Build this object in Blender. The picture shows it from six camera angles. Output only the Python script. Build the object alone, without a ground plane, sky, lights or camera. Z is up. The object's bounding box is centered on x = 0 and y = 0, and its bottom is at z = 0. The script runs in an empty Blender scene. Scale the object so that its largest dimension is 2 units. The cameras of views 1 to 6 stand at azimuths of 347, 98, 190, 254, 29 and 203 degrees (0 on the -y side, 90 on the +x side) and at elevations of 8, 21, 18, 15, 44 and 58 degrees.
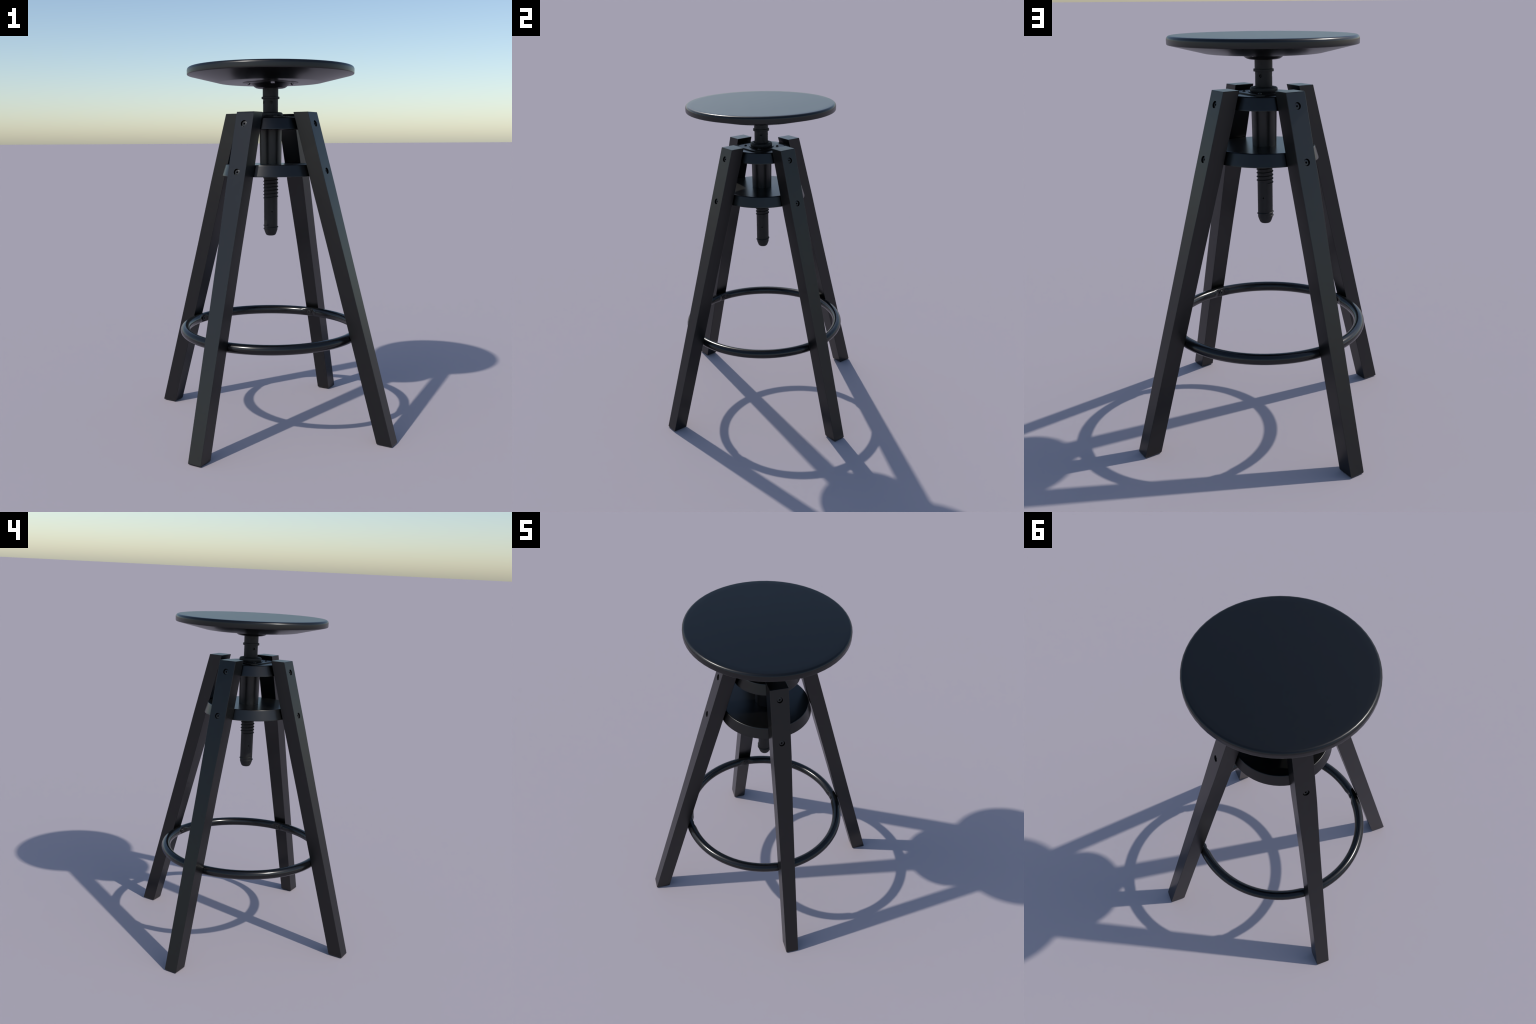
import bpy, bmesh, math
from mathutils import Vector, Matrix

# ------------------------------------------------------------------ materials
def paint(name, color, rough, coat=0.0, coat_rough=0.1, metallic=0.0, spec=0.5,
          grain=0.12, grain_scale=40.0, bump=0.02, bump_scale=180.0, stretch=(1, 1, 1)):
    m = bpy.data.materials.new(name)
    m.use_nodes = True
    nt = m.node_tree
    b = nt.nodes["Principled BSDF"]
    b.inputs["Metallic"].default_value = metallic
    b.inputs["Specular IOR Level"].default_value = spec
    b.inputs["Coat Weight"].default_value = coat
    b.inputs["Coat Roughness"].default_value = coat_rough
    tc = nt.nodes.new("ShaderNodeTexCoord")
    mp = nt.nodes.new("ShaderNodeMapping")
    mp.inputs["Scale"].default_value = stretch
    nt.links.new(tc.outputs["Object"], mp.inputs["Vector"])
    n1 = nt.nodes.new("ShaderNodeTexNoise")
    n1.inputs["Scale"].default_value = grain_scale
    n1.inputs["Detail"].default_value = 4
    nt.links.new(mp.outputs["Vector"], n1.inputs["Vector"])
    cr = nt.nodes.new("ShaderNodeValToRGB")
    lo = [c * (1 - grain) for c in color]
    hi = [c * (1 + grain) for c in color]
    cr.color_ramp.elements[0].position = 0.3
    cr.color_ramp.elements[0].color = (*lo, 1)
    cr.color_ramp.elements[1].position = 0.7
    cr.color_ramp.elements[1].color = (*hi, 1)
    nt.links.new(n1.outputs["Fac"], cr.inputs["Fac"])
    nt.links.new(cr.outputs["Color"], b.inputs["Base Color"])
    b.inputs["Roughness"].default_value = rough
    if bump > 0:
        n2 = nt.nodes.new("ShaderNodeTexNoise")
        n2.inputs["Scale"].default_value = bump_scale
        n2.inputs["Detail"].default_value = 3
        nt.links.new(mp.outputs["Vector"], n2.inputs["Vector"])
        bp = nt.nodes.new("ShaderNodeBump")
        bp.inputs["Strength"].default_value = bump
        bp.inputs["Distance"].default_value = 0.002
        nt.links.new(n2.outputs["Fac"], bp.inputs["Height"])
        nt.links.new(bp.outputs["Normal"], b.inputs["Normal"])
    return m

ROUGH = 0.295
WOOD = paint("black_stained_wood", (0.0028, 0.0028, 0.0028), ROUGH, stretch=(1, 1, 0.15), bump=0.0)
SEATM = paint("black_lacquered_wood", (0.0026, 0.0026, 0.0025), ROUGH, bump=0.0)
DISCM = paint("black_painted_disc", (0.0026, 0.0026, 0.0026), ROUGH, bump=0.0)
STEEL = paint("black_enamelled_steel", (0.0035, 0.0036, 0.0038), 0.22, bump=0.0)
PLATE = paint("black_sheet_steel", (0.0050, 0.0051, 0.0053), 0.36, bump=0.0)
PLASTIC = paint("matt_black_steel", (0.0124, 0.0125, 0.0124), 0.58, spec=0.40, bump=0.015, bump_scale=260)
BOLT = paint("black_oxide_bolt", (0.0120, 0.0119, 0.0117), 0.36, bump=0.0)
ZINC = paint("zinc_plated_steel", (0.34, 0.34, 0.345), 0.27, metallic=1.0, bump=0.0)

# ------------------------------------------------------------------ helpers
def finish(name, bm, mat, parent=None, sharp=30.0):
    me = bpy.data.meshes.new(name)
    bmesh.ops.recalc_face_normals(bm, faces=bm.faces[:])
    bm.to_mesh(me)
    bm.free()
    me.materials.append(mat)
    for p in me.polygons:
        p.use_smooth = True
    me.set_sharp_from_angle(angle=math.radians(sharp))
    return add(name, me, parent)

def add(name, me, parent=None):
    o = bpy.data.objects.new(name, me)
    bpy.context.scene.collection.objects.link(o)
    o.parent = parent
    return o

def lathe(profile, n, phase=0.0, closed=False):
    """revolve (r, z) pairs about z; r == 0 makes a pole"""
    bm = bmesh.new()
    rings = []
    for r, z in profile:
        if r < 1e-6:
            rings.append([bm.verts.new((0, 0, z))])
        else:
            rings.append([bm.verts.new((r * math.cos(phase + 2 * math.pi * k / n),
                                        r * math.sin(phase + 2 * math.pi * k / n), z)) for k in range(n)])
    pairs = list(zip(rings[:-1], rings[1:]))
    if closed:
        pairs.append((rings[-1], rings[0]))
    for a, b in pairs:
        for k in range(n):
            j = (k + 1) % n
            if len(a) == 1 and len(b) == 1:
                continue
            if len(a) == 1:
                bm.faces.new((a[0], b[j], b[k]))
            elif len(b) == 1:
                bm.faces.new((a[k], a[j], b[0]))
            else:
                bm.faces.new((a[k], a[j], b[j], b[k]))
    return bm

def arc(cr, cz, rad, a0, a1, n):
    return [(cr + rad * math.cos(math.radians(a0 + (a1 - a0) * i / n)),
             cz + rad * math.sin(math.radians(a0 + (a1 - a0) * i / n))) for i in range(n + 1)]

def earc(cr, cz, ra, rb, a0, a1, n):
    return [(cr + ra * math.cos(math.radians(a0 + (a1 - a0) * i / n)),
             cz + rb * math.sin(math.radians(a0 + (a1 - a0) * i / n))) for i in range(n + 1)]

def az_dir(az):
    """azimuth as the set counts it: 0 on -y, 90 on +x"""
    a = math.radians(az)
    return Vector((math.sin(a), -math.cos(a), 0))

def cut(obj, cutters, sharp=30):
    """subtract helper meshes and bake the result"""
    for c in cutters:
        md = obj.modifiers.new("cut", "BOOLEAN")
        md.operation = "DIFFERENCE"
        md.solver = "EXACT"
        md.object = c
    bpy.context.view_layer.update()
    dg = bpy.context.evaluated_depsgraph_get()
    me = bpy.data.meshes.new_from_object(obj.evaluated_get(dg))
    old = obj.data
    obj.modifiers.clear()
    obj.data = me
    me.name = old.name
    bpy.data.meshes.remove(old)
    while len(me.materials) > 1:
        me.materials.pop()
    for p in me.polygons:
        p.material_index = 0
        p.use_smooth = True
    me.set_sharp_from_angle(angle=math.radians(sharp))
    for c in cutters:
        cm = c.data
        bpy.data.objects.remove(c)
        bpy.data.meshes.remove(cm)

def rod(name, p0, p1, r, n, mat):
    p0, p1 = Vector(p0), Vector(p1)
    d = p1 - p0
    bm = bmesh.new()
    bmesh.ops.create_cone(bm, cap_ends=True, segments=n, radius1=r, radius2=r, depth=d.length,
                          matrix=Matrix.Translation((p0 + p1) / 2) @ d.to_track_quat("Z", "Y").to_matrix().to_4x4())
    return finish(name, bm, mat)

# ------------------------------------------------------------------ the thing
stool = bpy.data.objects.new("bar_stool", None)
bpy.context.scene.collection.objects.link(stool)
stool["label"] = "black round-seated screw-adjustable bar stool on four splayed legs"
stool["category"] = "bar stool"

# ------------------------------------------------------------------ seat
SEG = 64
PH = math.radians(7.5)
seat_profile = ([(0, 2.0), (0.25, 2.0), (0.41, 1.9998)]
                + earc(0.4387, 1.9835, 0.0162, 0.0165, 88, 0, 8)
                + [(0.4549, 1.970)]
                + arc(0.4502, 1.9631, 0.0047, 0, -76, 4)
                + [(0.300, 1.9222)]
                + [(0.288, 1.9193), (0.282, 1.9184), (0.15, 1.9184), (0, 1.9184)])
seat = finish("seat", lathe(seat_profile, SEG, PH), SEATM, stool, 25)

# pressed steel dish under the seat that carries the post
mount_profile = [(0, 1.9200), (0.1515, 1.9200), (0.1528, 1.9180), (0.1515, 1.9158), (0.118, 1.9150)]
mount_profile += [(0.108, 1.9125), (0.098, 1.9045), (0.088, 1.8955), (0.080, 1.8905), (0.070, 1.8880), (0.0, 1.8880)]
mount = finish("seat_mount", lathe(mount_profile, 48), PLATE, stool, 40)

def screw_head_mesh(r, h):
    bm = lathe([(0, h * 0.55), (r * 0.30, h * 0.55), (r * 0.34, h), (r * 0.55, h), (r * 0.85, h * 0.8), (r, h * 0.35), (r, 0), (0, 0)], 20)
    return bm

scr = finish("screw", screw_head_mesh(0.0112, 0.0100), ZINC, mount, 45)
scr_mesh = scr.data
for k in range(4):
    o = scr if k == 0 else scr.copy()
    if k:
        bpy.context.scene.collection.objects.link(o)
    p = az_dir(-9 + 90 * k) * 0.1215
    o.location = (p.x, p.y, 1.9152)
    o.rotation_euler = (math.pi, 0, math.radians(20 * k))

# ------------------------------------------------------------------ post and screw spindle
post_profile = [(0, 1.889), (0.0428, 1.889), (0.0428, 1.8435), (0.0488, 1.8428), (0.0492, 1.8418),
                (0.0492, 1.8323), (0.0488, 1.8313), (0.0412, 1.8306), (0.0412, 1.70), (0.0376, 1.69), (0.0376, 1.1145),
                (0.0366, 1.1105), (0.0326, 1.0985), (0.0285, 1.0885), (0.0255, 1.0845), (0.0215, 1.0815), (0.015, 1.0800), (0, 1.0798)]
post = finish("spindle", lathe(post_profile, 48), PLASTIC, stool, 30)
cutters = []
for az in (-9.5, 170.5, -81.0, 97.5):
    d = az_dir(az)
    cutters.append(rod("h", d * 0.030 + Vector((0, 0, 1.812)), d * 0.06 + Vector((0, 0, 1.812)), 0.0082, 20, PLASTIC))
for az in (-4.5, 85.5 + 7, 176.5, 265.5 + 7):
    d = az_dir(az)
    cutters.append(rod("h", d * 0.028 + Vector((0, 0, 1.2157)), d * 0.06 + Vector((0, 0, 1.2157)), 0.0036, 12, PLASTIC))
cut(post, cutters)

def helix(name, az0, z0, turns, pitch, rcore, rtop, half, fade, parent):
    """rounded ridge wound about the spindle; fades into the core at both ends"""
    steps = int(turns * 40)
    sec = [(-half, 0.0), (-half * 0.55, 0.75), (-half * 0.2, 1.0), (half * 0.2, 1.0), (half * 0.55, 0.75), (half, 0.0)]
    bm = bmesh.new()
    rows = []
    for i in range(steps + 1):
        a = i / 40.0
        w = min(1.0, a / fade, (turns - a) / fade)
        w = max(0.0, w)
        w = w * w * (3 - 2 * w)
        d = az_dir(az0 + 360 * a)
        z = z0 + pitch * a
        row = []
        for s, hgt in sec:
            r = rcore - 0.0015 + (rtop - rcore + 0.0015) * hgt * w
            row.append(bm.verts.new((d.x * r, d.y * r, z + s)))
        rows.append(row)
    m = len(sec)
    for a, b in zip(rows[:-1], rows[1:]):
        for k in range(m):
            bm.faces.new((a[k], b[k], b[(k + 1) % m], a[(k + 1) % m]))
    bm.faces.new(rows[0])
    bm.faces.new(rows[-1][::-1])
    return finish(name, bm, PLASTIC, parent, 60)

helix("thread", 185, 1.2865, 10.0, 0.01850, 0.0376, 0.0422, 0.0042, 0.14, post)
helix("thread", -150, 1.1170, 1.40, 0.0182, 0.0376, 0.0420, 0.0042, 0.14, post)

# ------------------------------------------------------------------ collar and plate on the upper disc
collar_profile = [(0.0440, 1.7378), (0.0655, 1.7378), (0.0666, 1.7400), (0.0668, 1.7480)] + arc(0.0578, 1.7500, 0.0090, 5, 80, 6) \
    + [(0.0540, 1.7596), (0.0500, 1.7592), (0.0465, 1.7560), (0.0440, 1.7500)]
finish("collar", lathe(collar_profile, 48, closed=True), PLASTIC, stool, 40)

def rounded_plate(bm, grow, corner, z, n=10):
    hx, hy = 0.1075 + grow, 0.1170 + grow
    vs = []
    for q in range(4):
        for i in range(n + 1):
            a = math.radians(90 * q + 90 * i / n)
            cx = (hx - corner) * (1 if q in (0, 3) else -1)
            cy = (hy - corner) * (1 if q in (0, 1) else -1)
            vs.append(bm.verts.new((cx + corner * math.cos(a), cy + corner * math.sin(a), z)))
    return vs

bm = bmesh.new()
loops = [rounded_plate(bm, -0.001, 0.042, 1.7272), rounded_plate(bm, 0.0, 0.043, 1.7287),
         rounded_plate(bm, 0.0, 0.043, 1.7335), rounded_plate(bm, -0.0012, 0.042, 1.7348)]
for a, b in zip(loops[:-1], loops[1:]):
    for k in range(len(a)):
        j = (k + 1) % len(a)
        bm.faces.new((a[k], a[j], b[j], b[k]))
bm.faces.new(loops[0][::-1])
bm.faces.new(loops[-1])
bmesh.ops.rotate(bm, verts=bm.verts, matrix=Matrix.Rotation(math.radians(45), 3, "Z"))
plate = finish("mounting_plate", bm, PLATE, stool, 30)
finish("washer", lathe([(0.043, 1.7345), (0.0745, 1.7345), (0.0768, 1.7358), (0.0770, 1.7374), (0.0760, 1.7386), (0.043, 1.7386)], 48, closed=True), PLATE, plate, 30)

bm = screw_head_mesh(0.0085, 0.0062)
ps = finish("screw", bm, BOLT, plate, 45)
for k in range(4):
    o = ps if k == 0 else ps.copy()
    if k:
        bpy.context.scene.collection.objects.link(o)
    p = az_dir(90 * k) * 0.0985
    o.location = (p.x, p.y, 1.7344)

# ------------------------------------------------------------------ discs and sleeve
def disc(name, z0, r0, z1, r1, hole, n):
    e = 0.0028                     # rounded rim, held tight by loops on either side
    k = (r0 - r1) / (z1 - z0)
    prof = [(hole, z0), (r0 - 3 * e, z0), (r0 - e, z0), (r0 - e * 0.30, z0 + e * 0.25), (r0 - k * e, z0 + e),
            (r0 - k * 2.2 * e, z0 + 2.2 * e), (r1 + k * 2.2 * e, z1 - 2.2 * e),
            (r1 + k * e, z1 - e), (r1 - e * 0.22, z1 - e * 0.25), (r1 - e, z1), (r1 - 3 * e, z1), (hole, z1)]
    return finish(name, lathe(prof, n, closed=True), DISCM, stool, 60)

disc("support_disc", 1.6655, 0.1930, 1.7285, 0.1715, 0.045, 64)
disc("support_disc", 1.4155, 0.2675, 1.4785, 0.2480, 0.040, 64)
finish("sleeve", lathe([(0.045, 1.668), (0.0618, 1.668), (0.0615, 1.64), (0.0590, 1.4775), (0.045, 1.4775)], 48, closed=True), PLATE, stool, 40)

# ------------------------------------------------------------------ legs (built along +x, then turned to the diagonals)
HTOP = 1.7560
R_OUT0, R_OUT1 = 0.7612, 0.2590
R_IN0, R_IN1 = 0.6727, 0.1715
def lerp(a, b, t):
    return a + (b - a) * t
def half_width(z):
    pts = [(0.0, 0.0392), (0.5, 0.0418), (1.0, 0.0458), (1.25, 0.0502), (1.36, 0.0526), (HTOP, 0.0531)]
    for (za, ha), (zb, hb) in zip(pts[:-1], pts[1:]):
        if z <= zb:
            return lerp(ha, hb, (z - za) / (zb - za))
    return pts[-1][1]
def r_out(z):
    return lerp(R_OUT0, R_OUT1, z / HTOP)
def r_in(z):
    return lerp(R_IN0, R_IN1, z / HTOP)

bm = bmesh.new()
levels = [0.0, 0.5, 1.0, 1.25, 1.36, HTOP]
rows = []
for z in levels:
    h = half_width(z)
    rows.append([bm.verts.new((r_in(z), -h, z)), bm.verts.new((r_out(z), -h, z)),
                 bm.verts.new((r_out(z), h, z)), bm.verts.new((r_in(z), h, z))])
for a, b in zip(rows[:-1], rows[1:]):
    for k in range(4):
        j = (k + 1) % 4
        bm.faces.new((a[k], a[j], b[j], b[k]))
bm.faces.new(rows[0][::-1])
bm.faces.new(rows[-1])
bm.normal_update()
bot = [e for e in bm.edges if all(v.co.z < 1e-5 for v in e.verts)]
bmesh.ops.bevel(bm, geom=bot, offset=0.006, offset_type="OFFSET", segments=2, profile=0.5, affect="EDGES")
bm.normal_update()
rest = [e for e in bm.edges if len(e.link_faces) == 2 and e.calc_face_angle() > math.radians(60)]
bmesh.ops.bevel(bm, geom=rest, offset=0.0018, offset_type="OFFSET", segments=2, profile=0.5, affect="EDGES")
leg = finish("leg", bm, WOOD, stool, 14)

def line_holes(me):
    """give the walls of the bolt holes the smooth enamel of the fittings"""
    me.materials.append(STEEL)
    for p in me.polygons:
        for z in BOLT_Z:
            c = Vector((r_out(z), 0, z))
            d = p.center - c
            along = d.dot(nrm)
            if (d - nrm * along).length < HOLE_R * 1.02 and along < -0.002:
                p.material_index = 1

slope = math.atan2(R_OUT0 - R_OUT1, HTOP)
nrm = Vector((math.cos(slope), 0, math.sin(slope)))
BOLT_Z = (1.695, 1.446)
HOLE_R, HOLE_D = 0.0172, 0.0145
cutters = []
for z in BOLT_Z:
    c = Vector((r_out(z), 0, z))
    cutters.append(rod("h", c - nrm * HOLE_D, c + nrm * 0.02, HOLE_R, 40, WOOD))
cut(leg, cutters, 14)
line_holes(leg.data)
leg.data.name = "leg"

def socket_bolt(r, h, shaft_r, shaft_l, sock):
    """round head with hexagon socket, head rim at +z, underside at z = 0"""
    n = 24
    bm = bmesh.new()
    def ring(rad, z, hexa=False):
        out = []
        for k in range(n):
            a = 2 * math.pi * k / n
            rr = rad
            if hexa:
                m = (a % (math.pi / 3)) - math.pi / 6
                rr = rad * math.cos(math.pi / 6) / math.cos(m)
            out.append(bm.verts.new((rr * math.cos(a), rr * math.sin(a), z)))
        return out
    rows = [ring(shaft_r, -shaft_l), ring(shaft_r, 0), ring(r, 0), ring(r, h * 0.7), ring(r * 0.9, h * 0.95), ring(r * 0.8, h),
            ring(sock, h, True), ring(sock, -0.004, True)]
    for a, b in zip(rows[:-1], rows[1:]):
        for k in range(n):
            j = (k + 1) % n
            bm.faces.new((a[k], a[j], b[j], b[k]))
    bm.faces.new(rows[0][::-1])
    bm.faces.new(rows[-1])
    return bm

bolt = finish("bolt", socket_bolt(0.0156, 0.0090, 0.0045, 0.067, 0.0058), BOLT, None, 35)
bolt_me = bolt.data
bpy.data.objects.remove(bolt)

leg_me = leg.data
legs = []
for k in range(4):
    o = leg if k == 0 else add("leg", leg_me, stool)
    o.rotation_euler = (0, 0, math.radians(45 + 90 * k))
    legs.append(o)
    for z in BOLT_Z:
        b = add("bolt", bolt_me, o)
        c = Vector((r_out(z), 0, z)) - nrm * (HOLE_D + 0.0005)
        b.matrix_local = Matrix.Translation(c) @ nrm.to_track_quat("Z", "Y").to_matrix().to_4x4()

# ------------------------------------------------------------------ foot ring
R, A, ZR = 0.4869, 0.0271, 0.5490
FLAT = 0.4712                      # inner wall is pressed flat to here at each leg
clean = []
for q in range(4):                 # fine steps where the tube is pressed flat at a leg
    clean += [90 * q + 3.7 * k for k in range(10)]
    clean += [90 * q + 37 + k for k in range(17)]
    clean += [90 * q + 53 + 3.7 * k for k in range(1, 10)]
M = 28
bm = bmesh.new()
rows = []
for a in clean:
    t = math.radians(a)
    near = min(abs((a - (45 + 90 * k) + 180) % 360 - 180) for k in range(4))
    w = max(0.0, 1.0 - max(0.0, near - 1.6) / 4.6)
    w = w * w * (3 - 2 * w)
    row = []
    for j in range(M):
        p = 2 * math.pi * j / M
        r, z = R + A * math.cos(p), ZR + A * math.sin(p)
        if r < FLAT:
            r = lerp(r, FLAT, w)
        row.append(bm.verts.new((r * math.cos(t), r * math.sin(t), z)))
    rows.append(row)
for i in range(len(rows)):
    a, b = rows[i], rows[(i + 1) % len(rows)]
    for j in range(M):
        q = (j + 1) % M
        bm.faces.new((a[j], b[j], b[q], a[q]))
ring = finish("foot_ring", bm, STEEL, stool, 50)

rb = finish("bolt", socket_bolt(0.0125, 0.0056, 0.006, 0.068, 0.0046), BOLT, None, 35)
rb_me = rb.data
bpy.data.objects.remove(rb)
for k in range(4):
    b = add("bolt", rb_me, ring)
    t = math.radians(45 + 90 * k)
    d = Vector((math.cos(t), math.sin(t), 0))
    b.matrix_local = Matrix.Translation(d * (FLAT + 0.0010) + Vector((0, 0, ZR))) @ (-d).to_track_quat("Z", "Y").to_matrix().to_4x4()
